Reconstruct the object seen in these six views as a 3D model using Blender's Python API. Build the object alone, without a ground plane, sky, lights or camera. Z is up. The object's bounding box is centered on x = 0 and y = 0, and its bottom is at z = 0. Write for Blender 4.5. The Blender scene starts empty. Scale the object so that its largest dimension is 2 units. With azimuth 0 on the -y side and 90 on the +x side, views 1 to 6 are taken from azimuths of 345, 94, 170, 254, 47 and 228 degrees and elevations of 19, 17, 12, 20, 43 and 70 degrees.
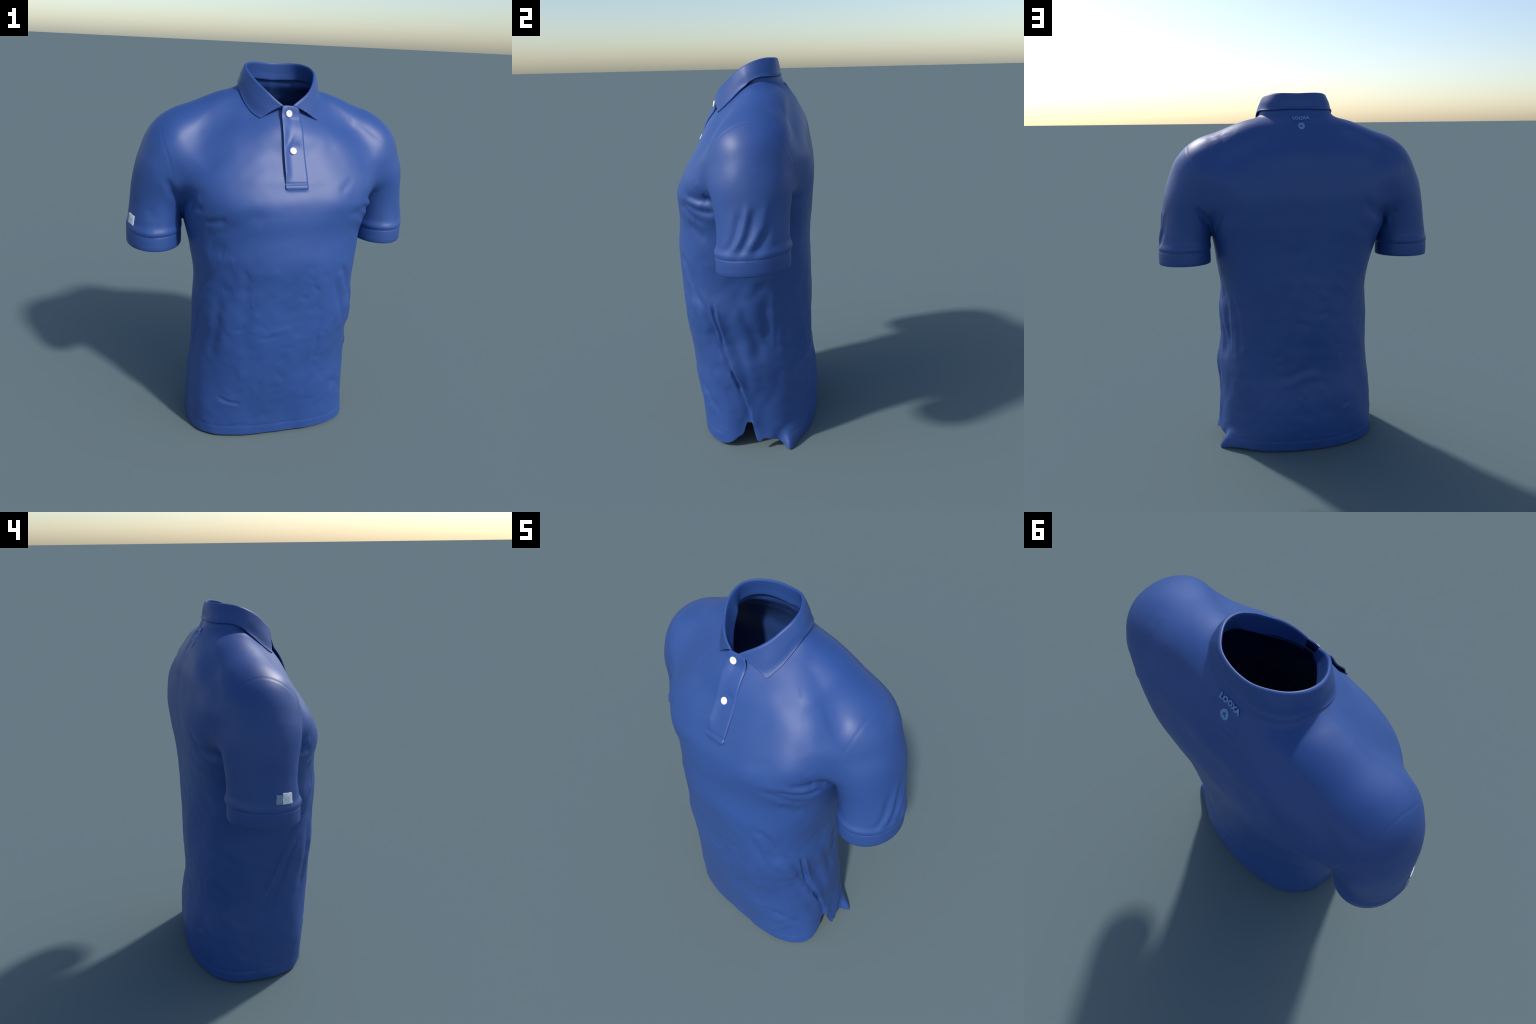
"""A blue short-sleeved polo shirt, worn by an invisible body: torso, sleeves with cuffs,
fold-over collar, button placket, two buttons, a sleeve tag and a printed neck label."""
import bpy, bmesh, math
import numpy as np
from mathutils import Vector

# ---------------------------------------------------------------- helpers
def curve(knots, z):
    """Smooth (Catmull-Rom / Hermite) interpolation of a table  [(z, v1, v2, ...), ...]."""
    k = np.asarray(knots, float)
    zk, v = k[:, 0], k[:, 1:]
    d = np.gradient(v, zk, axis=0)
    z = np.clip(np.asarray(z, float), zk[0], zk[-1])
    i = np.clip(np.searchsorted(zk, z, side='right') - 1, 0, len(zk) - 2)
    h = (zk[i + 1] - zk[i])
    t = (z - zk[i]) / h
    h = h[..., None]; t = t[..., None]
    t2, t3 = t * t, t * t * t
    return ((2*t3 - 3*t2 + 1) * v[i] + (t3 - 2*t2 + t) * h * d[i]
            + (-2*t3 + 3*t2) * v[i + 1] + (t3 - t2) * h * d[i + 1])

def smoothstep(a, b, x):
    t = np.clip((x - a) / (b - a), 0, 1)
    return t * t * (3 - 2 * t)

# ---------------------------------------------------------------- body form
# height : half width, centre x, front y, back y, roundness of front right, front left, back right, back left
TORSO = [
    (-0.060, 0.471, 0.010, -0.258, 0.368, 3.30, 3.07, 2.40, 2.30),
    (0.000, 0.471, 0.010, -0.263, 0.372, 3.30, 3.07, 2.40, 2.30),
    (0.150, 0.464, 0.006, -0.282, 0.382, 3.22, 2.84, 2.25, 2.15),
    (0.300, 0.457, 0.002, -0.315, 0.372, 2.52, 2.44, 2.15, 2.25),
    (0.450, 0.452, 0.010, -0.336, 0.347, 2.35, 2.02, 2.15, 2.10),
    (0.600, 0.435, 0.000, -0.352, 0.346, 2.26, 2.44, 2.10, 2.20),
    (0.750, 0.440, 0.004, -0.356, 0.351, 2.51, 2.77, 2.00, 2.10),
    (0.900, 0.432, 0.001, -0.365, 0.346, 2.39, 2.62, 2.10, 2.40),
    (1.050, 0.452, -0.000, -0.379, 0.340, 2.18, 2.29, 2.48, 2.90),
    (1.200, 0.479, -0.005, -0.366, 0.345, 2.16, 2.29, 2.98, 3.40),
    (1.290, 0.496, -0.000, -0.362, 0.353, 2.49, 2.50, 3.76, 3.80),
    (1.360, 0.486, 0.004, -0.349, 0.355, 3.01, 3.01, 4.40, 4.54),
    (1.450, 0.500, 0.002, -0.308, 0.362, 3.19, 3.44, 4.82, 4.65),
    (1.600, 0.488, -0.007, -0.229, 0.338, 2.22, 2.73, 4.61, 4.25),
    (1.700, 0.412, -0.014, -0.190, 0.315, 1.62, 1.89, 3.82, 3.04),
    (1.770, 0.308, -0.012, -0.144, 0.266, 1.39, 1.58, 3.18, 2.25),
    (1.820, 0.205, -0.007, -0.120, 0.211, 1.30, 1.47, 2.83, 1.88),
    (1.870, 0.175, -0.002, -0.097, 0.182, 1.30, 1.53, 2.70, 1.99),
    (1.905, 0.187, 0.001, -0.088, 0.182, 1.52, 1.65, 2.70, 2.44),
    (1.945, 0.165, 0.000, -0.080, 0.160, 1.80, 1.80, 2.40, 2.40),
    (2.050, 0.150, 0.000, -0.070, 0.145, 2.00, 2.00, 2.40, 2.40),
]
# shoulder and sleeve: centre line x, z, radius, centre y, depth ratio of the section
ARM = [
    (0.050, 1.772, 0.115, 0.117, 1.17),
    (0.253, 1.738, 0.122, 0.102, 1.17),
    (0.393, 1.673, 0.132, 0.092, 1.19),
    (0.473, 1.629, 0.151, 0.079, 1.20),
    (0.523, 1.581, 0.163, 0.069, 1.20),
    (0.548, 1.523, 0.158, 0.068, 1.20),
    (0.581, 1.448, 0.157, 0.071, 1.20),
    (0.601, 1.378, 0.148, 0.076, 1.20),
    (0.621, 1.269, 0.139, 0.081, 1.20),
    (0.632, 1.192, 0.140, 0.081, 1.20),
    (0.638, 1.106, 0.144, 0.081, 1.20),
    (0.640, 0.968, 0.146, 0.081, 1.20),
]
ARM_Y = 0.077
BLEND = 0.070

def torso_field(P):
    a, cx, yf, yb, pfr, pfl, pbr, pbl = np.moveaxis(curve(TORSO, P[:, 2]), -1, 0)
    b, cy = (yb - yf) / 2, (yb + yf) / 2
    p = np.where(P[:, 1] < cy, np.where(P[:, 0] < cx, pfr, pfl), np.where(P[:, 0] < cx, pbr, pbl))
    dx, dy = np.abs(P[:, 0] - cx), np.abs(P[:, 1] - cy)
    r = ((dx / a) ** p + (dy / b) ** p) ** (1 / p) + 1e-6
    return np.clip((1 - 1 / r) * np.hypot(dx, dy), -0.3, 9)

def arm_spine(n=300):
    k = np.asarray(ARM)
    s = np.r_[0, np.cumsum(np.hypot(np.diff(k[:, 0]), np.diff(k[:, 1])))]
    t = np.linspace(0, s[-1], n)
    c = curve(np.c_[s, k], t)
    w = np.hanning(43)[1:-1]; w /= w.sum()
    c = np.array([np.convolve(np.pad(q, 20, 'reflect', reflect_type='odd'), w, 'valid') for q in c.T]).T
    d = np.gradient(c, t, axis=0)
    return t, c, d, np.gradient(d, t, axis=0)
SPINE = arm_spine()

def arm_field(P):
    t, c, d, e = SPINE
    x, y, z = np.abs(P[:, 0]), P[:, 1], P[:, 2]
    best = np.full(len(P), 9e9); s = np.zeros(len(P))
    for i in range(4, len(t), 9):                        # nearest sample of the centre line ...
        q = (x - c[i, 0]) ** 2 + (z - c[i, 1]) ** 2
        m = q < best
        best[m] = q[m]; s[m] = t[i]
    for _ in range(3):                                   # ... refined to the nearest point
        rx, rz = x - np.interp(s, t, c[:, 0]), z - np.interp(s, t, c[:, 1])
        dx, dz, ex, ez = (np.interp(s, t, v) for v in (d[:, 0], d[:, 1], e[:, 0], e[:, 1]))
        s = np.clip(s + (rx * dx + rz * dz) / np.maximum(dx * dx + dz * dz - rx * ex - rz * ez, .4), 0, t[-1])
    cx, cz, r, cy, deep = (np.interp(s, t, c[:, k]) for k in range(5))
    return np.sqrt((x - cx) ** 2 + (z - cz) ** 2 + ((y - cy) / deep) ** 2) - r

def body_field(P):
    f, g = torso_field(P), arm_field(P)
    k = 0.012 + 0.13 * smoothstep(1.27, 1.42, P[:, 2]) - (0.13 - BLEND) * smoothstep(1.54, 1.72, P[:, 2])
    h = np.maximum(k - np.abs(f - g), 0) / k
    return np.minimum(f, g) - h * h * k * 0.25

def body_gradient(P, e=0.002):
    g = np.empty_like(P)
    for i in range(3):
        d = np.zeros(3); d[i] = e
        g[:, i] = (body_field(P + d) - body_field(P - d)) / (2 * e)
    return g

def settle(P, steps=3):
    """Newton steps that pull points onto the body form; returns points and unit normals."""
    for _ in range(steps):
        g = body_gradient(P)
        n2 = np.maximum((g * g).sum(1), 1e-3)
        P = P - np.clip(body_field(P) / n2, -0.02, 0.02)[:, None] * g
    g = body_gradient(P)
    return P, g / np.linalg.norm(g, axis=1, keepdims=True)

def surface_net(h, lo, hi):
    """Naive surface nets over the body field: vertices and quads."""
    n = [int(round((b - a) / h)) + 1 for a, b in zip(lo, hi)]
    ax = [lo[i] + h * np.arange(n[i]) for i in range(3)]
    F = np.empty(n, np.float32)
    X, Y = np.meshgrid(ax[0], ax[1], indexing='ij')
    for k in range(n[2]):
        F[:, :, k] = body_field(np.c_[X.ravel(), Y.ravel(), np.full(X.size, ax[2][k])]).reshape(X.shape)
    S = F < 0
    c = np.zeros([m - 1 for m in n], np.int8)
    for i in (0, 1):
        for j in (0, 1):
            for k in (0, 1):
                c += S[i:n[0]-1+i, j:n[1]-1+j, k:n[2]-1+k]
    mix = (c > 0) & (c < 8)
    idx = np.full(mix.shape, -1, np.int64)
    cells = np.argwhere(mix)
    idx[mix] = np.arange(len(cells))
    V = np.asarray(lo) + h * (cells + 0.5)
    quads = []
    for a in range(3):
        b, d = (a + 1) % 3, (a + 2) % 3
        s0 = [slice(None)] * 3; s1 = [slice(None)] * 3
        s0[a] = slice(0, n[a]-1); s1[a] = slice(1, n[a])
        A, B = S[tuple(s0)], S[tuple(s1)]
        e = np.argwhere(A != B)
        e = e[(e[:, b] > 0) & (e[:, d] > 0) & (e[:, b] < n[b]-1) & (e[:, d] < n[d]-1)]
        flip = ~A[tuple(e.T)]
        ob, od = np.zeros(3, int), np.zeros(3, int); ob[b] = 1; od[d] = 1
        q = np.c_[idx[tuple((e-ob-od).T)], idx[tuple((e-od).T)], idx[tuple(e.T)], idx[tuple((e-ob).T)]]
        q[flip] = q[flip][:, ::-1]
        quads.append(q)
    return V, np.concatenate(quads)
# ---------------------------------------------------------------- collar lines
# stations from the back centre to the front end:
# fold line (top)            free edge (bottom of the fall)      drop of the inner stand
COLLAR_LEFT = [
    (0.000, .168, 1.996, 0.000, .192, 1.912, .090),
    (0.048, .165, 1.997, 0.055, .191, 1.912, .090),
    (0.092, .152, 1.998, 0.115, .182, 1.912, .090),
    (0.135, .115, 1.996, 0.172, .152, 1.910, .090),
    (0.166, .070, 1.984, 0.205, .098, 1.907, .088),
    (0.175, .020, 1.962, 0.217, .045, 1.887, .080),
    (0.161, -.030, 1.930, 0.213, .010, 1.858, .070),
    (0.136, -.072, 1.894, 0.205, -.032, 1.822, .058),
    (0.100, -.110, 1.862, 0.192, -.075, 1.785, .046),
    (0.060, -.133, 1.836, 0.178, -.105, 1.760, .038),
    (0.024, -.146, 1.812, 0.165, -.126, 1.741, .022)]
COLLAR_RIGHT = [
    (0.000, .168, 1.996, 0.000, .192, 1.912, .090),
    (-0.048, .162, 1.998, -0.055, .191, 1.912, .090),
    (-0.104, .136, 2.000, -0.115, .182, 1.912, .090),
    (-0.147, .100, 1.998, -0.170, .152, 1.912, .090),
    (-0.172, .055, 1.989, -0.203, .098, 1.910, .088),
    (-0.176, .005, 1.968, -0.215, .045, 1.888, .080),
    (-0.160, -.045, 1.937, -0.210, .008, 1.858, .070),
    (-0.132, -.085, 1.903, -0.200, -.036, 1.820, .058),
    (-0.098, -.120, 1.870, -0.182, -.080, 1.785, .046),
    (-0.060, -.141, 1.835, -0.160, -.110, 1.762, .034),
    (-0.026, -.148, 1.811, -0.136, -.132, 1.747, .022)]
def collar_stations(n):
    L = np.asarray(COLLAR_LEFT); R = np.asarray(COLLAR_RIGHT)[::-1]
    T = np.r_[R[:-1], L]
    s = np.r_[0, np.cumsum(np.linalg.norm(np.diff(T[:, :3], axis=0), axis=1))]
    return curve(np.c_[s, T], np.linspace(0, s[-1], n))

S = collar_stations(181)
R, F, drop = S[:, :3], S[:, 3:6], S[:, 6:7]
outw = R - np.c_[np.zeros(len(R)), np.full(len(R), .03), R[:, 2]]; outw[:, 2] = 0
outw /= np.linalg.norm(outw, axis=1, keepdims=True)
up = np.array([0, 0, 1.0])
# foot of the inner stand: where it is sewn to the body
foot, foot_n = settle(R - up * drop + outw * .006, 8)
_o = np.argsort(foot[:, 1])
NECKLINE = np.c_[np.r_[-.4, np.linspace(-.13, .17, 13), .4], np.zeros(15)]
for _k in range(1, 14):
    _w = np.exp(-((foot[:, 1] - NECKLINE[_k, 0]) / .012) ** 2) + 1e-9
    NECKLINE[_k, 1] = (foot[:, 2] * _w).sum() / _w.sum() + .003
NECKLINE[0, 1] = NECKLINE[1, 1]; NECKLINE[-1, 1] = NECKLINE[-2, 1]

# ---------------------------------------------------------------- hem, neckline and cuff lines
def hem_base(P):
    x, y = P[:, 0], P[:, 1]
    return 0.015 + 0.004 * np.sin(2.1 * x + 0.7) - 0.009 * smoothstep(0.1, 0.34, y)

def hem_height(P):
    """Height of the lower edge; the wearer's left side (+x) has a side vent."""
    x, y = P[:, 0], P[:, 1]
    base = 0.015 + 0.004 * np.sin(2.1 * x + 0.7) - 0.009 * smoothstep(0.1, 0.34, y)
    vent = curve(VENT, y)[:, 0]
    w = smoothstep(0.28, 0.40, x)
    return base * (1 - w) + vent * w
# y along the left side : height of the edge
VENT = [(-0.40, 0.016), (-0.22, 0.014), (-0.12, 0.016), (-0.085, 0.030), (-0.045, 0.062), (-0.012, 0.098),
        (-0.004, 0.128), (0.002, 0.141), (0.018, 0.143), (0.034, 0.141), (0.040, 0.112), (0.050, 0.076), (0.10, 0.062),
        (0.155, 0.044), (0.205, 0.014), (0.236, 0.001), (0.262, 0.010), (0.30, 0.016), (0.45, 0.006)]
def cuff_seam(y):
    return 1.137 + 0.085 * (y - 0.06)

# ---------------------------------------------------------------- folds in the cloth
# kind, depth, width, points on the cloth.  valley / ridge: symmetric; lap: one side rides over the other
FOLDS = [
    # chest folds running into the left armpit (+x)
    ('valley', 0.0066, 0.0220, [(.30, -.32, 1.31), (.38, -.27, 1.29), (.43, -.22, 1.25), (.46, -.17, 1.225)]),
    ('valley', 0.0078, 0.0170, [(.36, -.28, 1.325), (.41, -.24, 1.32), (.46, -.18, 1.295), (.49, -.09, 1.30)]),
    ('ridge', 0.0060, 0.0200, [(.39, -.26, 1.345), (.43, -.22, 1.33), (.47, -.16, 1.325)]),
    ('valley', 0.0066, 0.0180, [(.40, -.235, 1.375), (.44, -.19, 1.355), (.48, -.13, 1.35)]),
    ('valley', .007, .016, [(.455, -.16, 1.385), (.48, -.12, 1.345), (.495, -.08, 1.32)]),
    ('ridge', .006, .020, [(.43, -.17, 1.44), (.455, -.14, 1.40)]),
    ('ridge', .005, .025, [(.37, -.275, 1.26), (.42, -.225, 1.225)]),
    ('valley', .006, .030, [(.37, -.27, 1.22), (.42, -.22, 1.18), (.45, -.17, 1.15)]),
    ('valley', .0018, .018, [(.24, -.31, 1.40), (.32, -.25, 1.47)]),
    ('valley', .003, .026, [(.34, -.125, 1.70), (.40, -.085, 1.725)]),
    ('ridge', .003, .024, [(.32, -.115, 1.73), (.39, -.075, 1.75)]),
    ('valley', .006, .014, [(.50, -.06, 1.29), (.55, -.09, 1.38)]),
    # under the chest, right side (-x)
    ('valley', 0.0066, 0.0180, [(-.49, -.12, 1.30), (-.45, -.19, 1.315), (-.42, -.23, 1.32)]),
    ('valley', 0.0072, 0.0190, [(-.42, -.23, 1.245), (-.36, -.29, 1.265), (-.32, -.31, 1.28)]),
    ('ridge', 0.0042, 0.0170, [(-.41, -.25, 1.225), (-.35, -.30, 1.25)]),
    ('valley', 0.0045, 0.0330, [(-.38, -.27, 1.20), (-.34, -.30, 1.22), (-.28, -.33, 1.25), (-.20, -.35, 1.295), (-.12, -.36, 1.31)]),
    ('valley', .008, .014, [(-.475, -.14, 1.32), (-.45, -.19, 1.35)]),
    ('ridge', .005, .020, [(-.46, -.17, 1.36), (-.42, -.215, 1.37)]),
    ('ridge', .004, .030, [(-.37, -.26, 1.05), (-.28, -.33, 1.07)]),
    ('valley', .006, .045, [(-.40, -.22, 1.13), (-.33, -.30, 1.10)]),
    ('valley', .004, .020, [(-.33, -.27, .905), (-.28, -.31, .91)]),
    ('valley', 0.0039, 0.0225, [(-.225, -.35, 1.04), (-.22, -.345, .97), (-.22, -.34, .89)]),
    ('valley', 0.0033, 0.0375, [(-.205, -.34, .83), (-.225, -.32, .71), (-.21, -.31, .53)]),
    ('ridge', 0.0030, 0.0336, [(-.175, -.35, .95), (-.17, -.35, .80), (-.175, -.33, .62)]),
    ('valley', 0.0050, 0.0250, [(-.335, -.26, .88), (-.34, -.25, .79), (-.35, -.24, .67), (-.37, -.20, .47)]),
    ('ridge', 0.0042, 0.0360, [(-.30, -.29, .80), (-.31, -.27, .67), (-.32, -.26, .50)]),
    ('valley', .008, .013, [(-.43, -.02, .42), (-.425, -.05, .52), (-.41, -.09, .62), (-.40, -.12, .72), (-.385, -.17, .82)]),
    ('lap', .009, .035, [(-.43, .03, .46), (-.42, -.07, .68), (-.40, -.17, .88), (-.36, -.24, .98)]),
    ('ridge', .005, .018, [(-.38, -.20, .70), (-.37, -.21, .66)]),
    ('ridge', .003, .015, [(-.17, -.35, .80), (-.165, -.35, .76)]),
    # small crumples near the hem, front
    ('valley', .005, .012, [(-.33, -.24, .265), (-.27, -.26, .24), (-.21, -.28, .238)]),
    ('ridge', .004, .012, [(-.31, -.25, .245), (-.26, -.265, .225), (-.22, -.28, .222)]),
    ('valley', .004, .012, [(-.24, -.28, .29), (-.21, -.29, .33)]),
    ('valley', .003, .008, [(-.27, -.24, .078), (-.17, -.27, .092)]),
    ('valley', .006, .026, [(.31, -.26, .31), (.37, -.21, .27)]),
    ('ridge', .004, .018, [(.30, -.255, .255), (.34, -.235, .215)]),
    ('valley', .003, .014, [(.15, -.30, .225), (.20, -.29, .228)]),
    ('ridge', .003, .016, [(.08, -.31, .27), (.14, -.30, .285)]),
    ('valley', .0045, .011, [(.12, -.37, .945), (.165, -.36, .90)]),
    ('valley', .004, .012, [(.07, -.37, .89), (.10, -.36, .86)]),
    ('valley', .004, .013, [(.165, -.32, .50), (.175, -.33, .60), (.18, -.34, .68)]),
    ('valley', .004, .012, [(.20, -.31, .50), (.20, -.315, .57)]),
    ('valley', .004, .014, [(.15, -.36, .83), (.19, -.35, .78)]),
    # long drag lines towards the vent, left side
    ('valley', 0.0070, .019, [(.28, -.33, 1.03), (.32, -.30, .98), (.345, -.28, .91), (.36, -.26, .86)]),
    ('ridge', 0.0047, .024, [(.26, -.33, .99), (.305, -.305, .93), (.325, -.285, .86)]),
    ('valley', 0.0078, .017, [(.35, -.26, .87), (.40, -.21, .80), (.42, -.17, .70), (.435, -.12, .57), (.45, -.06, .40)]),
    ('ridge', 0.0062, .024, [(.345, -.275, .82), (.385, -.225, .73), (.41, -.18, .62)]),
    ('valley', 0.0062, .018, [(.25, -.33, .95), (.29, -.31, .84), (.32, -.29, .76), (.345, -.26, .68)]),
    ('valley', 0.0200, .009, [(.42, -.158, .81), (.428, -.142, .72), (.434, -.125, .64), (.44, -.105, .565)]),
    ('valley', 0.0180, .010, [(.447, -.07, .445), (.453, -.045, .39), (.459, -.018, .325)]),
    ('lap', .010, .022, [(.455, -.035, .37), (.44, -.10, .55), (.43, -.14, .69), (.42, -.165, .82)]),
    ('lap', .010, .026, [(.472, .034, .13), (.465, .01, .24), (.46, -.015, .32), (.45, -.05, .41), (.445, -.085, .50)]),
    ('valley', 0.0062, .022, [(.43, -.12, .79), (.445, -.07, .65), (.455, -.02, .52), (.46, .03, .33)]),
    ('valley', 0.0062, .028, [(.44, -.02, .83), (.44, .03, .68), (.44, .07, .59), (.45, .10, .46)]),
    ('ridge', 0.0047, .026, [(.44, -.05, .80), (.45, .0, .66), (.455, .04, .52)]),
    ('valley', 0.0070, .026, [(.385, -.21, .65), (.43, -.14, .46), (.455, -.07, .28), (.46, -.04, .20)]),
    ('valley', 0.0047, .018, [(.29, -.26, .325), (.37, -.21, .26), (.42, -.15, .185)]),
    ('ridge', 0.0047, .020, [(.31, -.245, .23), (.37, -.20, .175)]),
    ('ridge', 0.0047, .030, [(.41, .18, .77), (.40, .195, .66), (.39, .20, .55)]),
    ('valley', 0.0055, .020, [(.43, .11, .82), (.43, .12, .70), (.43, .12, .58)]),
    ('ridge', 0.0039, .016, [(.415, .155, .88), (.415, .165, .70), (.42, .16, .52)]),
    ('valley', 0.0047, .018, [(.41, .17, .93), (.385, .22, .76), (.375, .24, .52)]),
    ('valley', 0.0039, .030, [(.43, .08, .92), (.43, .10, .86)]),
    # back
    ('valley', .004, .014, [(-.07, .34, .80), (-.15, .33, .815)]),
    ('valley', .004, .015, [(.06, .34, .76), (.01, .34, .755), (-.03, .34, .72)]),
    ('ridge', .004, .016, [(.19, .33, .605), (.10, .34, .64)]),
    ('valley', .004, .012, [(.18, .33, .555), (.12, .34, .575)]),
    ('ridge', .004, .014, [(.21, .33, .50), (.14, .34, .545)]),
    ('ridge', .005, .030, [(.16, .35, .385), (.06, .35, .42), (-.01, .35, .45), (-.12, .35, .43)]),
    ('valley', .004, .022, [(.14, .35, .43), (.05, .35, .46), (-.04, .34, .48)]),
    ('valley', .003, .012, [(.05, .36, .35), (-.01, .37, .30)]),
    ('valley', .004, .012, [(-.22, .35, .255), (-.27, .33, .265)]),
    ('valley', .004, .016, [(-.16, .33, 1.08), (-.25, .31, 1.075)]),
    ('valley', .004, .016, [(-.20, .33, .60), (-.24, .32, .62)]),
    ('ridge', .004, .030, [(.05, .34, 1.20), (.12, .34, 1.23)]),
    ('valley', .004, .025, [(-.03, .34, 1.17), (.06, .34, 1.15)]),
    ('valley', .012, .018, [(.57, .25, 1.42), (.54, .23, 1.36), (.505, .20, 1.30)]),
    ('valley', .008, .014, [(.49, .21, 1.40), (.49, .17, 1.30)]),
    ('valley', .007, .016, [(.39, .26, 1.38), (.43, .22, 1.30), (.46, .19, 1.26)]),
    ('ridge', .005, .016, [(.34, .29, 1.345), (.40, .255, 1.295)]),
    ('valley', .012, .018, [(-.48, .19, 1.40), (-.485, .16, 1.34), (-.49, .14, 1.27)]),
    ('ridge', .006, .014, [(-.505, .19, 1.38), (-.50, .17, 1.31)]),
    ('valley', .010, .016, [(-.56, .24, 1.36), (-.52, .20, 1.29)]),
    ('valley', .007, .025, [(-.31, .31, 1.45), (-.38, .27, 1.36), (-.43, .22, 1.31)]),
    ('valley', .005, .030, [(-.26, .33, 1.30), (-.35, .28, 1.28), (-.43, .21, 1.25)]),
    ('valley', .005, .035, [(-.30, .29, 1.08), (-.33, .26, .96)]),
    # sleeves
    ('valley', .009, .018, [(-.585, -.105, 1.45), (-.56, -.09, 1.38), (-.52, -.05, 1.31)]),
    ('valley', .005, .022, [(-.68, -.08, 1.29), (-.65, -.09, 1.22)]),
    ('ridge', 0.0056, 0.0165, [(.745, -.03, 1.165), (.77, .025, 1.22), (.765, .055, 1.29), (.76, .075, 1.40)]),
    ('ridge', 0.0056, 0.0176, [(.775, .06, 1.175), (.77, .095, 1.23), (.755, .135, 1.30), (.745, .155, 1.40)]),
    ('valley', 0.0050, 0.0165, [(.76, .035, 1.37), (.765, .02, 1.30), (.76, -.005, 1.22), (.74, -.04, 1.16)]),
    ('valley', 0.0062, 0.0176, [(.755, .11, 1.39), (.765, .09, 1.32), (.775, .06, 1.23), (.775, .02, 1.165)]),
    ('valley', 0.0062, 0.0198, [(.75, .16, 1.29), (.77, .125, 1.21), (.78, .08, 1.165)]),
    ('ridge', .005, .022, [(-.70, -.07, 1.16), (-.64, -.095, 1.15)]),
    # stitching under the placket
    ('ridge', .004, .008, [(-.045, -.315, 1.428), (.08, -.315, 1.428)]),
]
# armhole seams, front to back over the shoulder
for sx in (-1, 1):
    FOLDS.append(('valley', .0010, .006, [(sx*.515, -.06, 1.34), (sx*.548, -.10, 1.45), (sx*.578, -.105, 1.555),
                                          (sx*.60, -.065, 1.64), (sx*.60, .07, 1.72), (sx*.585, .21, 1.64),
                                          (sx*.56, .25, 1.52), (sx*.53, .24, 1.40), (sx*.50, .19, 1.31)]))

# many faint creases, drawn at random over belly, flanks and back
_rng = np.random.default_rng(17)
for _k in range(90):
    _side = -1 if _k % 3 else 1
    _x, _z = _rng.uniform(-.36, .36), _rng.uniform(.10, 1.05)
    _len, _tilt = _rng.uniform(.04, .12), _rng.normal(0, .55) + (.5 * math.pi if _rng.random() < .25 else 0) + .3 * np.sign(_x)
    _y = _side * .34
    _p = [(_x + _s * _len * math.sin(_tilt), _y, _z - _s * _len * math.cos(_tilt)) for _s in (-.5, 0, .5)]
    _p[1] = (_p[1][0] + _rng.normal(0, .008), _y, _p[1][2])
    FOLDS.append(('valley' if _rng.random() < .6 else 'ridge', _rng.uniform(.0012, .0032), _rng.uniform(.009, .016), _p))

def fold_lines():
    out = []
    for kind, depth, width, pts in FOLDS:
        pts = np.asarray(pts, float)
        s = np.r_[0, np.cumsum(np.linalg.norm(np.diff(pts, axis=0), axis=1))]
        m = max(6, int(s[-1] / 0.02))
        if s[-1] < .11 and kind != 'lap':          # short creases are shallower and softer
            depth, width = depth * .6, width * 1.15
        line = curve(np.c_[s, pts], np.linspace(0, s[-1], m)) if len(pts) > 2 else \
            pts[0] + np.linspace(0, 1, m)[:, None] * (pts[1] - pts[0])
        out.append((kind, depth, width, m, *settle(line, 4)))
    return out
LINES = fold_lines()

def fold_offsets(P, N):
    D = np.zeros(len(P))
    for kind, depth, width, m, line, ln in LINES:
        reach = 3.2 * width
        near = np.where(np.all((P > line.min(0) - reach) & (P < line.max(0) + reach), axis=1))[0]
        if not len(near):
            continue
        Q = P[near]
        best = np.full(len(near), 9.0); along = np.zeros(len(near)); side = np.zeros(len(near))
        for i in range(m - 1):
            a, e = line[i], line[i + 1] - line[i]
            t = np.clip((Q - a) @ e / (e @ e), 0, 1)
            r = Q - a - t[:, None] * e
            d = np.linalg.norm(r, axis=1)
            hit = d < best
            best[hit] = d[hit]
            along[hit] = (i + t[hit]) / (m - 1)
            across = np.cross(e / np.linalg.norm(e), ln[i])
            side[hit] = (r[hit] @ across)
        facing = np.clip((N[near] @ ln.mean(0)) * 2 + 0.8, 0, 1)
        ends = np.minimum(smoothstep(0, .22, along), smoothstep(0, .22, 1 - along)) * .85 + .15
        ends *= np.where((along <= 0) | (along >= 1), np.exp(-(best / width) ** 2), 1)
        g = np.exp(-(best / width) ** 2)
        if kind == 'valley':
            v = -g + 0.25 * np.exp(-((best - 1.9 * width) / width) ** 2)
        elif kind == 'ridge':
            v = g
        else:                                   # lap: cloth on the + side rides over the other side
            v = np.tanh(side / .005) * np.exp(-(best / width) ** 1.5)
        D[near] += .85 * depth * v * ends * facing
    return D

def crumple(P, seed, scale, n=48):
    """Soft random undulation: a sum of seeded plane waves."""
    rng = np.random.default_rng(seed)
    k = rng.normal(size=(n, 3)); k *= (rng.uniform(.6, 1.5, n) / np.linalg.norm(k, axis=1))[:, None] * (2 * math.pi / scale)
    ph = rng.uniform(0, 2 * math.pi, n)
    out = np.zeros(len(P))
    for i in range(n):
        out += np.cos(P @ k[i] + ph[i])
    return out / math.sqrt(n / 2)

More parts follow.
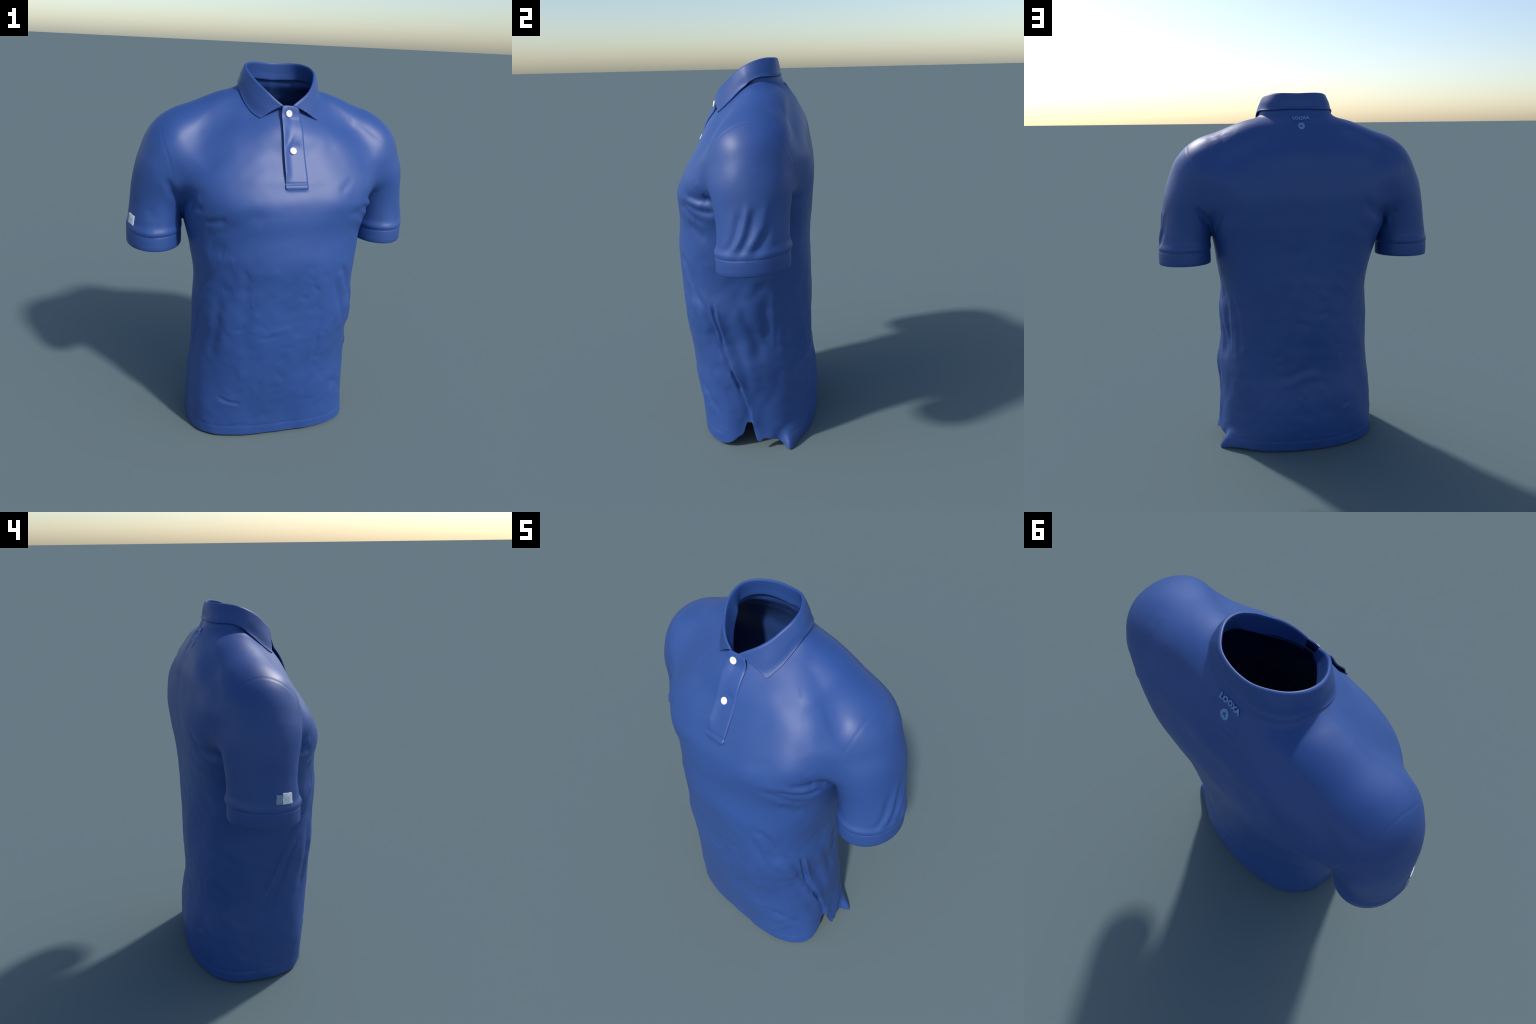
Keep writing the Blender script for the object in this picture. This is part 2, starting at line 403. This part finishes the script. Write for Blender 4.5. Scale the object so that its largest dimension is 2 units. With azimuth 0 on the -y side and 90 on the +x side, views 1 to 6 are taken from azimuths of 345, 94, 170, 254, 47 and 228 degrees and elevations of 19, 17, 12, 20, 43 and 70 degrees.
def drape(P, N):
    """Final cloth position: base form + folds + hem, vent and cuff details."""
    x, y, z = P.T
    D = fold_offsets(P, N)
    low = smoothstep(1.25, 0.9, z)
    D += low * 0.0014 * crumple(P * (1, 1, .4), 5, .15) + 0.0005 * crumple(P, 9, .09) * (.35 + .65 * low)
    torso = np.abs(x) < 0.485
    # broad ripples higher up; the left flank is drawn in towards the back
    D += .0012 * crumple(P, 31, .22) * smoothstep(1.2, 1.4, z) * smoothstep(1.85, 1.7, z)
    D -= (x > 0) * .015 * np.exp(-((y - .11) / .12) ** 2) * smoothstep(.0, .10, z) * smoothstep(.95, .75, z)
    # crumples over the left shoulder blade
    D += .0006 * crumple(P, 21, .04) * np.exp(-(((x - .40) / .10) ** 2 + ((y - .17) / .05) ** 2 + ((z - 1.74) / .06) ** 2))
    # stitched hem band
    hem = hem_base(P)
    torso = torso * smoothstep(.16, .22, np.hypot(x - .47, y - .06))
    D += torso * (-.0015 * np.exp(-((z - hem - .058) / .006) ** 2) + .0006 * smoothstep(.055, .045, z - hem))
    # sleeve blouses over the cuff seam
    sl = (np.abs(x) > 0.48) & (z < 1.3)
    u = z - cuff_seam(y)
    fb = np.abs(y - ARM_Y) / .17
    D += sl * ((.004 + .006 * fb ** 2) * np.exp(-((u - .028) / .020) ** 2) - .005 * np.exp(-(u / .008) ** 2))
    Q = P + N * D[:, None]
    # vent: the front panel tucks in, the back panel stands off and its corner flicks outwards
    w = smoothstep(.33, .42, x) * smoothstep(.30, .05, z)
    Q[:, 0] += w * (-.016 * np.exp(-((y - .0) / .05) ** 2) * (y < .026)
                    + .010 * np.exp(-((y - .05) / .035) ** 2) * (y >= .026))
    w2 = smoothstep(.28, .36, x) * smoothstep(.125, .0, z)
    Q[:, 0] += w2 * (.062 * np.exp(-((y - .238) / .036) ** 2) - .020 * np.exp(-((y - .165) / .030) ** 2)
                     + .012 * np.exp(-((y - .075) / .04) ** 2))
    return Q

# ---------------------------------------------------------------- mesh utilities
def new_object(name, verts, faces, material, smooth=True):
    me = bpy.data.meshes.new(name)
    me.from_pydata(np.asarray(verts, float).tolist(), [], faces if isinstance(faces, list) else faces.tolist())
    me.materials.append(material)
    if smooth:
        me.polygons.foreach_set('use_smooth', [True] * len(me.polygons))
    me.update()
    ob = bpy.data.objects.new(name, me)
    bpy.context.scene.collection.objects.link(ob)
    return ob

def mesh_arrays(me):
    V = np.empty(len(me.vertices) * 3); me.vertices.foreach_get('co', V)
    return V.reshape(-1, 3)

def slice_by(bm, height, part=None):
    """Cut away everything below zero of a height function (bends space, cuts flat, bends back)."""
    V = np.array([v.co for v in bm.verts])
    h = height(V)
    for v, a in zip(bm.verts, h):
        v.co.z -= a
    if part is None:
        geom = list(bm.verts) + list(bm.edges) + list(bm.faces)
    else:
        keep = part(V)
        vs = [v for v, k in zip(bm.verts, keep) if k]
        s = set(vs)
        geom = vs + [e for e in bm.edges if e.verts[0] in s and e.verts[1] in s] + \
            [f for f in bm.faces if all(q in s for q in f.verts)]
    return geom

def cut(bm, height, keep_above, part=None):
    geom = slice_by(bm, height, part)
    bmesh.ops.bisect_plane(bm, geom=geom, dist=1e-5, plane_co=(0, 0, 0), plane_no=(0, 0, 1),
                           clear_inner=keep_above, clear_outer=not keep_above)
    V = np.array([v.co for v in bm.verts])
    h = height(V)
    for v, a in zip(bm.verts, h):
        v.co.z += a

def grid_faces(nu, nv, closed_u=False):
    out = []
    for j in range(nv - 1):
        for i in range(nu if closed_u else nu - 1):
            a, b = j * nu + i, j * nu + (i + 1) % nu
            out.append((a, b, b + nu, a + nu))
    return out

def sheet(name, G, thick, material, flip=False):
    """A cloth sheet from a grid of points (nv, nu, 3) with real thickness."""
    nv, nu = G.shape[:2]
    du = np.gradient(G, axis=1); dv = np.gradient(G, axis=0)
    n = np.cross(du, dv); n /= np.linalg.norm(n, axis=2, keepdims=True) + 1e-12
    if flip:
        n = -n
    A = G.reshape(-1, 3); B = (G - n * thick).reshape(-1, 3)
    f = grid_faces(nu, nv)
    m = nu * nv
    faces = [q if not flip else q[::-1] for q in f] + [tuple(i + m for i in (q[::-1] if not flip else q)) for q in f]
    rim = [i for i in range(nu)] + [j * nu + nu - 1 for j in range(1, nv)] + \
          [(nv - 1) * nu + i for i in range(nu - 2, -1, -1)] + [j * nu for j in range(nv - 2, 0, -1)]
    for a, b in zip(rim, rim[1:] + rim[:1]):
        faces.append((b, a, a + m, b + m) if not flip else (a, b, b + m, a + m))
    ob = new_object(name, np.r_[A, B], faces, material)
    return ob

def soften(ob, width=.0015, segments=2, angle=40):
    """Bevel the hard edges and apply."""
    mod = ob.modifiers.new('bevel', 'BEVEL'); mod.width = width; mod.segments = segments
    mod.limit_method = 'ANGLE'; mod.angle_limit = math.radians(angle)
    apply_modifiers(ob)

def apply_modifiers(ob):
    dg = bpy.context.evaluated_depsgraph_get()
    me = bpy.data.meshes.new_from_object(ob.evaluated_get(dg))
    old = ob.data; name = old.name
    ob.modifiers.clear(); ob.data = me; bpy.data.meshes.remove(old); me.name = name

# ---------------------------------------------------------------- materials
def cloth_material(name, color, rough=.48, variation=.06, grain=.10, specular=.5):
    mt = bpy.data.materials.new(name); mt.use_nodes = True
    nt = mt.node_tree; bs = nt.nodes['Principled BSDF']
    co = nt.nodes.new('ShaderNodeTexCoord')
    big = nt.nodes.new('ShaderNodeTexNoise'); big.inputs['Scale'].default_value = 3.0; big.inputs['Detail'].default_value = 3
    nt.links.new(co.outputs['Object'], big.inputs['Vector'])
    ramp = nt.nodes.new('ShaderNodeValToRGB')
    lo = [c * (1 - variation) for c in color]; hi = [c * (1 + variation) for c in color]
    ramp.color_ramp.elements[0].color = (*lo, 1); ramp.color_ramp.elements[1].color = (*hi, 1)
    ramp.color_ramp.elements[0].position = .3; ramp.color_ramp.elements[1].position = .7
    nt.links.new(big.outputs['Fac'], ramp.inputs['Fac'])
    nt.links.new(ramp.outputs['Color'], bs.inputs['Base Color'])
    bs.inputs['Roughness'].default_value = rough
    bs.inputs['Specular IOR Level'].default_value = specular
    fine = nt.nodes.new('ShaderNodeTexNoise'); fine.inputs['Scale'].default_value = 260; fine.inputs['Detail'].default_value = 2
    nt.links.new(co.outputs['Object'], fine.inputs['Vector'])
    bump = nt.nodes.new('ShaderNodeBump'); bump.inputs['Strength'].default_value = grain; bump.inputs['Distance'].default_value = .001
    nt.links.new(fine.outputs['Fac'], bump.inputs['Height'])
    nt.links.new(bump.outputs['Normal'], bs.inputs['Normal'])
    return mt

BLUE = (0.0250, 0.0720, 0.262)
blue = cloth_material('blue_pique_cotton', BLUE)
knit = cloth_material('blue_rib_knit', tuple(c * .97 for c in BLUE), grain=.15)
print_ink = cloth_material('pale_blue_print', (0.16, 0.30, 0.56), rough=.5)
stitch_ink = cloth_material('stitch_blue', (0.034, 0.105, 0.33), rough=.5)
white = cloth_material('white_button_plastic', (0.90, 0.90, 0.92), rough=.28, variation=.01, grain=0)
button_grey = cloth_material('button_recess', (0.78, 0.76, 0.80), rough=.35, variation=.02, grain=0)
tag_white = cloth_material('white_tag_weave', (0.74, 0.78, 0.80), rough=.45, variation=.05, grain=.2)
tag_blue = cloth_material('grey_blue_tag_weave', (0.20, 0.29, 0.40), rough=.5, variation=.35, grain=.2)

# ---------------------------------------------------------------- the shirt body
shirt = bpy.data.objects.new('polo_shirt', None)
bpy.context.scene.collection.objects.link(shirt)
shirt['label'] = 'blue short-sleeved polo shirt with collar and white buttons'
shirt['category'] = 'polo shirt'

V, Q = surface_net(.0115, (-.86, -.47, -.07), (.86, .47, 2.02))
V, _ = settle(V)
draft = new_object('draft', V, Q, blue)
sub = draft.modifiers.new('sub', 'SUBSURF'); sub.levels = 1; sub.render_levels = 1
apply_modifiers(draft)
bm = bmesh.new(); bm.from_mesh(draft.data)
cut(bm, lambda P: curve(NECKLINE, P[:, 1])[:, 0] * np.where(np.abs(P[:, 0]) < .3, 1, 9), False)
cut(bm, hem_height, True, lambda P: np.abs(P[:, 0]) < 0.53)
cut(bm, lambda P: cuff_seam(P[:, 1]), True,
    lambda P: (np.abs(P[:, 0]) > 0.482) & (P[:, 2] < .22 + 0))
bmesh.ops.delete(bm, geom=[v for v in bm.verts if abs(v.co.x) > .482 and .8 < v.co.z < cuff_seam(v.co.y) - 1e-4], context='VERTS')
bmesh.ops.recalc_face_normals(bm, faces=bm.faces)
bm.to_mesh(draft.data); bm.free()

base = mesh_arrays(draft.data)
on_form, normal = settle(base, 2)
edge_keep = np.abs(on_form[:, 2] - base[:, 2]) < .004
base[edge_keep] = on_form[edge_keep]
cloth = drape(base, normal)
draft.data.vertices.foreach_set('co', cloth.ravel()); draft.data.update()
vn = np.empty(len(cloth) * 3); draft.data.vertices.foreach_get('normal', vn); vn = vn.reshape(-1, 3)
if (vn * normal).sum() < 0:
    draft.data.flip_normals(); draft.data.update(); vn = -vn

# inner face of the cloth + turned edges
THICK = .007
polys = [tuple(p.vertices) for p in draft.data.polygons]
count = {}
for p in polys:
    for a, b in zip(p, p[1:] + p[:1]):
        count[(a, b)] = True
nV = len(cloth)
verts = np.r_[cloth, cloth - vn * THICK]
faces = list(polys) + [tuple(i + nV for i in reversed(p)) for p in polys]
faces += [(b, a, a + nV, b + nV) for a, b in count if (b, a) not in count]
whole = new_object('whole', verts, faces, blue)
wn = np.empty(len(verts) * 3); whole.data.vertices.foreach_get('normal', wn); wn = wn.reshape(-1, 3)
wn[:nV] = vn; wn[nV:] = -vn

def armhole(x, z):                         # sleeve side of the armhole seam
    return np.abs(x) - np.interp(z, [1.0, 1.25, 1.34, 1.45, 1.555, 1.64, 1.72, 1.8],
                                 [.482, .490, .515, .548, .578, .60, .60, .62])
ctr = (base[np.array([f[0] for f in faces]) % nV] + base[np.array([f[2] for f in faces]) % nV]) / 2
is_sleeve = armhole(ctr[:, 0], ctr[:, 2]) > 0
regions = {'torso': ~is_sleeve, 'sleeve': is_sleeve & (ctr[:, 0] > 0), 'sleeve.001': is_sleeve & (ctr[:, 0] < 0)}
parts = {}
for name, mask in regions.items():
    fs = [faces[i] for i in np.where(mask)[0]]
    used = np.unique(np.fromiter((i for f in fs for i in f), int))
    remap = np.full(len(verts), -1); remap[used] = np.arange(len(used)); remap = remap.tolist()
    ob = new_object(name.split('.')[0], verts[used], [tuple(remap[i] for i in f) for f in fs], blue)
    ob.data.normals_split_custom_set_from_vertices([tuple(n) for n in wn[used]])
    ob.parent = shirt
    parts[name] = ob
for ob in (draft, whole):
    me = ob.data; bpy.data.objects.remove(ob); bpy.data.meshes.remove(me)

# ---------------------------------------------------------------- cuffs
for sx, owner in ((1, parts['sleeve']), (-1, parts['sleeve.001'])):
    prof = [(-.010, .016), (-.003, .012), (-.0015, .004), (-.001, -.02), (-.001, -.042), (-.001, -.059),
            (-.003, -.0645), (-.007, -.066), (-.011, -.064), (-.0125, -.059), (-.0125, -.03), (-.0125, .016)]
    n = 128
    ring = []
    for off, dz in prof:
        a = np.arange(n) * 2 * math.pi / n
        rx, ry = .1455 + off, .1745 + off
        y = .079 + ry * np.sin(a)
        x = .6365 + rx * np.cos(a)
        z = cuff_seam(y) + dz
        ring.append(np.c_[sx * x, y, z])
    f = grid_faces(n, len(prof), True)
    m = (len(prof) - 1) * n
    f += [(m + i, m + (i + 1) % n, (i + 1) % n, i) for i in range(n)]
    if sx > 0:
        f = [q[::-1] for q in f]
    cuff = new_object('cuff', np.concatenate(ring), f, knit)
    cuff.parent = owner

# ---------------------------------------------------------------- collar
T = .0075
rows = []
# inner stand, upwards
for t in (1, .97, .9, .7, .5, .3, .12, .04):
    bead = .004 * math.exp(-((t - .93) / .06) ** 2)
    rows.append((R - outw * .004 - up * .004) * (1 - t) + (foot - foot_n * .010) * t - outw * bead)
rows.append(R - outw * .002 - up * .001)
rows.append(R + outw * .003)
# the fall, outwards and down
B = R + (F - R) * .45 + outw * .006 + up * .006
for t in (.05, .12, .22, .34, .46, .58, .70, .82, .92, .98, 1.0):
    rows.append((1-t)**2 * (R + outw * .007) + 2*t*(1-t) * B + t*t * F)
nout = len(rows)
# keep the fall clear of the body
for j in range(13, nout):
    P, n = rows[j], body_gradient(rows[j]); n /= np.linalg.norm(n, axis=1, keepdims=True)
    gap = .0095 - body_field(P)
    rows[j] = P + n * np.clip(gap, 0, .03)[:, None] * smoothstep(13, 17, j)
    rows[j] = rows[j] - n * np.clip(body_field(rows[j]) - .0085, 0, .012)[:, None] * smoothstep(15, nout - 1, j)
# underside of the fall
for j in (nout - 1, nout - 2, nout - 4, nout - 6, nout - 8, nout - 10):
    P = rows[j]
    tu = np.gradient(P, axis=0); tv = rows[j] - rows[j - 1]
    n = np.cross(tu, tv); n /= np.linalg.norm(n, axis=1, keepdims=True)
    sgn = np.sign((n * outw).sum(1, keepdims=True)); n *= np.where(sgn == 0, 1, sgn)
    rows.append(P - n * T + (0 if j != nout - 1 else up * .001))
# back of the stand, down to its foot
rows.append((R + outw * .004) * .5 + (foot - foot_n * .003) * .5)
rows.append(foot - foot_n * .004)
G = np.array(rows)                                  # (rows, stations, 3)
nr, ns = G.shape[:2]
fc = grid_faces(ns, nr)
fc += [((nr - 1) * ns + i, (nr - 1) * ns + i + 1, i + 1, i) for i in range(ns - 1)]
for e in (0, ns - 1):                               # close the two front ends
    loop = [j * ns + e for j in range(nr)]
    for j in range(nr // 2 - 1):
        pass
    fc.append(tuple(loop if e == 0 else loop[::-1]))
collar = new_object('collar', G.reshape(-1, 3), fc, knit)
bm = bmesh.new(); bm.from_mesh(collar.data)
bmesh.ops.triangulate(bm, faces=[f for f in bm.faces if len(f.verts) > 4])
bmesh.ops.recalc_face_normals(bm, faces=bm.faces); bm.to_mesh(collar.data); bm.free()
soften(collar, .0018, 2, 50)
collar.data.polygons.foreach_set('use_smooth', [True] * len(collar.data.polygons))
collar.parent = shirt

# ---------------------------------------------------------------- placket and buttons
def on_body(P):
    """Project points of the front or back onto the draped body."""
    P, n = settle(np.asarray(P, float), 6)
    return P, n

nu, nv = 33, 97
us, vs = np.linspace(0, 1, nu), np.linspace(0, 1, nv)
zz = 1.427 + (1.806 - 1.427) * vs
left = np.interp(zz, [1.42, 1.60, 1.77, 1.82], [-.041, -.038, -.036, -.026])
right = np.interp(zz, [1.42, 1.60, 1.77, 1.82], [.077, .072, .068, .050])
_in = .010 * smoothstep(.022, .0, vs) ** 2                          # rounded lower corners
left, right = left + _in, right - _in
X = left[:, None] + (right - left)[:, None] * us[None]
Z = np.repeat(zz[:, None], nu, 1)
Y = np.interp(Z, [1.40, 1.45, 1.60, 1.77, 1.82], [-.33, -.31, -.245, -.16, -.14])
G, N = on_body(np.stack([X, Y, Z], -1).reshape(-1, 3))
G, N = G.reshape(nv, nu, 3), N.reshape(nv, nu, 3)
U, W = np.meshgrid(us, vs)
lift = .0065 + .012 * np.exp(-(U / .22) ** 2) * smoothstep(.06, .22, W) * smoothstep(1.05, .85, W)
lift += .021 * smoothstep(.84, 1.0, W)                              # the tab stands upright between the collar ends
lift -= .0035 * smoothstep(.93, 1.0, U)                             # stitched edge on the wearer's left
lift += -.003 * np.exp(-((W - .075) / .012) ** 2) + .002 * np.exp(-((W - .036) / .022) ** 2) - .003 * smoothstep(.02, .0, W)
lift += -.003 * np.exp(-(((X - .030) / .020) ** 2 + ((Z - 1.625) / .018) ** 2))          # pull at the lower button
lift += .0035 * np.exp(-(((X + .004) * .86 + (Z - 1.642) * -.5) / .010) ** 2 - (((X + .004) * .5 + (Z - 1.642) * .86) / .035) ** 2)
lift += .003 * np.exp(-(((X + .008) / .016) ** 2 + ((Z - 1.735) / .03) ** 2))
SHEET = G + N * lift[..., None]
TOP_N = np.cross(np.gradient(SHEET, axis=1), np.gradient(SHEET, axis=0)).reshape(-1, 3)
TOP_N /= np.linalg.norm(TOP_N, axis=1, keepdims=True)
TOP = SHEET.reshape(-1, 3)
placket = sheet('placket', SHEET, .005, blue)
soften(placket, .0024, 3, 50)
placket.parent = shirt

def button_mesh():
    prof = [(0, .0022), (.0045, .0024), (.0085, .0030), (.0105, .0048), (.0125, .0062), (.0150, .0060),
            (.0168, .0044), (.0174, .0022), (.0170, .0), (.0155, -.0012), (0, -.0014)]
    n = 40
    v, f = [(0, 0, prof[0][1])], []
    for r, h in prof[1:-1]:
        v += [(r * math.cos(2*math.pi*i/n), r * math.sin(2*math.pi*i/n), h) for i in range(n)]
    v.append((0, 0, prof[-1][1]))
    f += [(0, 1 + i, 1 + (i + 1) % n) for i in range(n)]
    for j in range(len(prof) - 3):
        f += [(1 + j*n + i, 1 + (j+1)*n + i, 1 + (j+1)*n + (i+1) % n, 1 + j*n + (i+1) % n) for i in range(n)]
    j = len(prof) - 3
    f += [(1 + j*n + (i+1) % n, 1 + j*n + i, len(v) - 1) for i in range(n)]
    return v, f
bv, bf = button_mesh()
button_data = None
for x, y, z in ((-.002, -.157, 1.770), (.010, -.247, 1.605)):
    if button_data is None:
        b = new_object('button', bv, bf, white); button_data = b.data
        b.data.materials.append(button_grey)
        for p in b.data.polygons:
            if math.hypot(p.center.x, p.center.y) < .0068 and p.normal.z > 0:
                p.material_index = 1
    else:
        b = bpy.data.objects.new('button', button_data)
        bpy.context.scene.collection.objects.link(b)
    k = np.argmin(np.linalg.norm(TOP - (x, y, z), axis=1))
    n = TOP_N[k]
    b.location = TOP[k] + n * .0022
    b.rotation_euler = Vector(n).to_track_quat('Z', 'Y').to_euler()
    b.parent = shirt
    # thread holes
    holes = []
    for k in range(4):
        a = math.pi / 4 + k * math.pi / 2
        holes.append((.003 * math.cos(a), .003 * math.sin(a)))
    hv, hf = [], []
    for hx, hy in holes:
        o = len(hv)
        hv += [(hx + .0011 * math.cos(2*math.pi*i/10), hy + .0011 * math.sin(2*math.pi*i/10), .0027) for i in range(10)]
        hv += [(p[0], p[1], .0015) for p in hv[o:o + 10]]
        hf += [tuple(range(o, o + 10))] + [(o+i, o+10+i, o+10+(i+1) % 10, o+(i+1) % 10) for i in range(10)]
    th = new_object('button_thread', hv, hf, button_grey, smooth=False)
    th.parent = b

# ---------------------------------------------------------------- sleeve tag
def sleeve_patch(name, y0, y1, z0, z1, tilt, proud, mat, cols=17, rws=15):
    yy, z_ = np.meshgrid(np.linspace(y0, y1, cols), np.linspace(z0, z1, rws))
    yc, zc = (y0 + y1) / 2, (z0 + z1) / 2
    yy = yy + .0015 * np.sin(z_ * 420 + 1) * np.sin(z_ * 171); z_ = z_ + .0013 * np.sin(yy * 390) * np.cos(yy * 230 + 2)   # ragged edge
    y2 = yc + (yy - yc) - tilt * (z_ - zc); z2 = zc + (z_ - zc) + tilt * (yy - yc)
    P, n = on_body(np.stack([np.full_like(yy, -.76), y2, z2], -1).reshape(-1, 3))
    D = fold_offsets(P, n) + .0006 * crumple(P, 3, .03)
    G = (P + n * (D + proud)[:, None]).reshape(rws, cols, 3)
    ob = sheet(name, G, .003, mat, flip=True)
    soften(ob, .0006, 2, 50)
    return ob
tag = sleeve_patch('sleeve_tag', -.029, .031, 1.185, 1.236, .10, .0045, tag_white)
tag.parent = parts['sleeve.001']
side = sleeve_patch('sleeve_tag_border', .0325, .063, 1.190, 1.233, .10, .0035, tag_blue)
side.parent = parts['sleeve.001']

# ---------------------------------------------------------------- printed neck label on the back
def on_back(u, v, proud):
    """Label plane (u to the reader's right, v up) laid on the upper back."""
    x = -np.asarray(u, float); z = np.asarray(v, float)
    y = np.interp(z, [1.76, 1.82, 1.87, 1.90], [.28, .243, .208, .19])
    P, n = on_body(np.c_[x, y, z])
    return P + n * proud

cu = bpy.data.curves.new('lettering', 'FONT')
cu.body = 'LOOXA'; cu.size = .026; cu.align_x = 'CENTER'; cu.align_y = 'CENTER'; cu.space_character = 1.12; cu.offset = .0016
cu.resolution_u = 3
tob = bpy.data.objects.new('lettering', cu); bpy.context.scene.collection.objects.link(tob)
dg = bpy.context.evaluated_depsgraph_get()
tm = bpy.data.meshes.new_from_object(tob.evaluated_get(dg))
bmt = bmesh.new(); bmt.from_mesh(tm)
bmesh.ops.remove_doubles(bmt, verts=bmt.verts, dist=1e-6)
bmesh.ops.triangulate(bmt, faces=bmt.faces)
bmesh.ops.subdivide_edges(bmt, edges=bmt.edges, cuts=1)
ext = bmesh.ops.extrude_face_region(bmt, geom=list(bmt.faces))
low = [g for g in ext['geom'] if isinstance(g, bmesh.types.BMVert)]
lift_v = {v: .0016 for v in bmt.verts}
for v in low:
    lift_v[v] = .0032
L = np.array([v.co for v in bmt.verts])
sc = .092 / (L[:, 0].max() - L[:, 0].min())
Pn = on_back(L[:, 0] * sc + .004, 1.8625 + L[:, 1] * .9, 0)
_, nn = settle(Pn, 0)
for v, p, n in zip(list(bmt.verts), Pn, nn):
    v.co = Vector(p + n * (lift_v[v] + .0004))
bmesh.ops.recalc_face_normals(bmt, faces=bmt.faces)
bmt.to_mesh(tm); bmt.free()
tm.materials.clear(); tm.materials.append(print_ink)
lettering = bpy.data.objects.new('label_lettering', tm); bpy.context.scene.collection.objects.link(lettering)
lettering.parent = shirt
bpy.data.objects.remove(tob)

def back_ring(name, cu_, cv_, r0, r1, mat, n=48, squash=.96):
    a = np.arange(n) * 2 * math.pi / n
    rows_ = []
    for r, h in ((r0, .0005), (r0, .0022), ((r0 + r1) / 2, .0024), (r1, .0022), (r1, .0005)):
        rows_.append(on_back(cu_ + r * np.cos(a), cv_ + squash * r * np.sin(a), h))
    return new_object(name, np.concatenate(rows_), grid_faces(n, 5, True), mat)
emblem = back_ring('label_emblem', .003, 1.823, .0001, .0185, print_ink)
emblem.parent = shirt
def back_strip(name, pts, w, mat, proud=.0012):
    pts = np.asarray(pts, float)
    d = np.diff(pts, axis=0); L_ = np.r_[0, np.cumsum(np.hypot(*d.T))]
    m = max(4, int(L_[-1] / .004))
    q = np.c_[np.interp(np.linspace(0, L_[-1], m), L_, pts[:, 0]), np.interp(np.linspace(0, L_[-1], m), L_, pts[:, 1])]
    t = np.gradient(q, axis=0); t /= np.linalg.norm(t, axis=1, keepdims=True); s = np.c_[-t[:, 1], t[:, 0]] * w / 2
    rows_ = [on_back(*(q + s).T, -.001), on_back(*(q + s * .7).T, proud), on_back(*(q - s * .7).T, proud), on_back(*(q - s).T, -.001)]
    return new_object(name, np.concatenate(rows_), grid_faces(m, 4), mat)
mark = back_strip('label_emblem_mark', [(-.0045, 1.817), (-.0025, 1.829), (.0005, 1.819), (.0045, 1.829), (.009, 1.816)], .0034, blue, .0034)
mark.parent = shirt
for pts in ([(-.056, 1.872), (.059, 1.874)], [(-.056, 1.872), (-.050, 1.82), (-.043, 1.784)],
            [(.059, 1.874), (.061, 1.83), (.066, 1.780)], [(-.043, 1.784), (-.03, 1.779), (.066, 1.780)]):
    st = back_strip('label_stitching', pts, .0022, stitch_ink, .001)
    st.parent = shirt
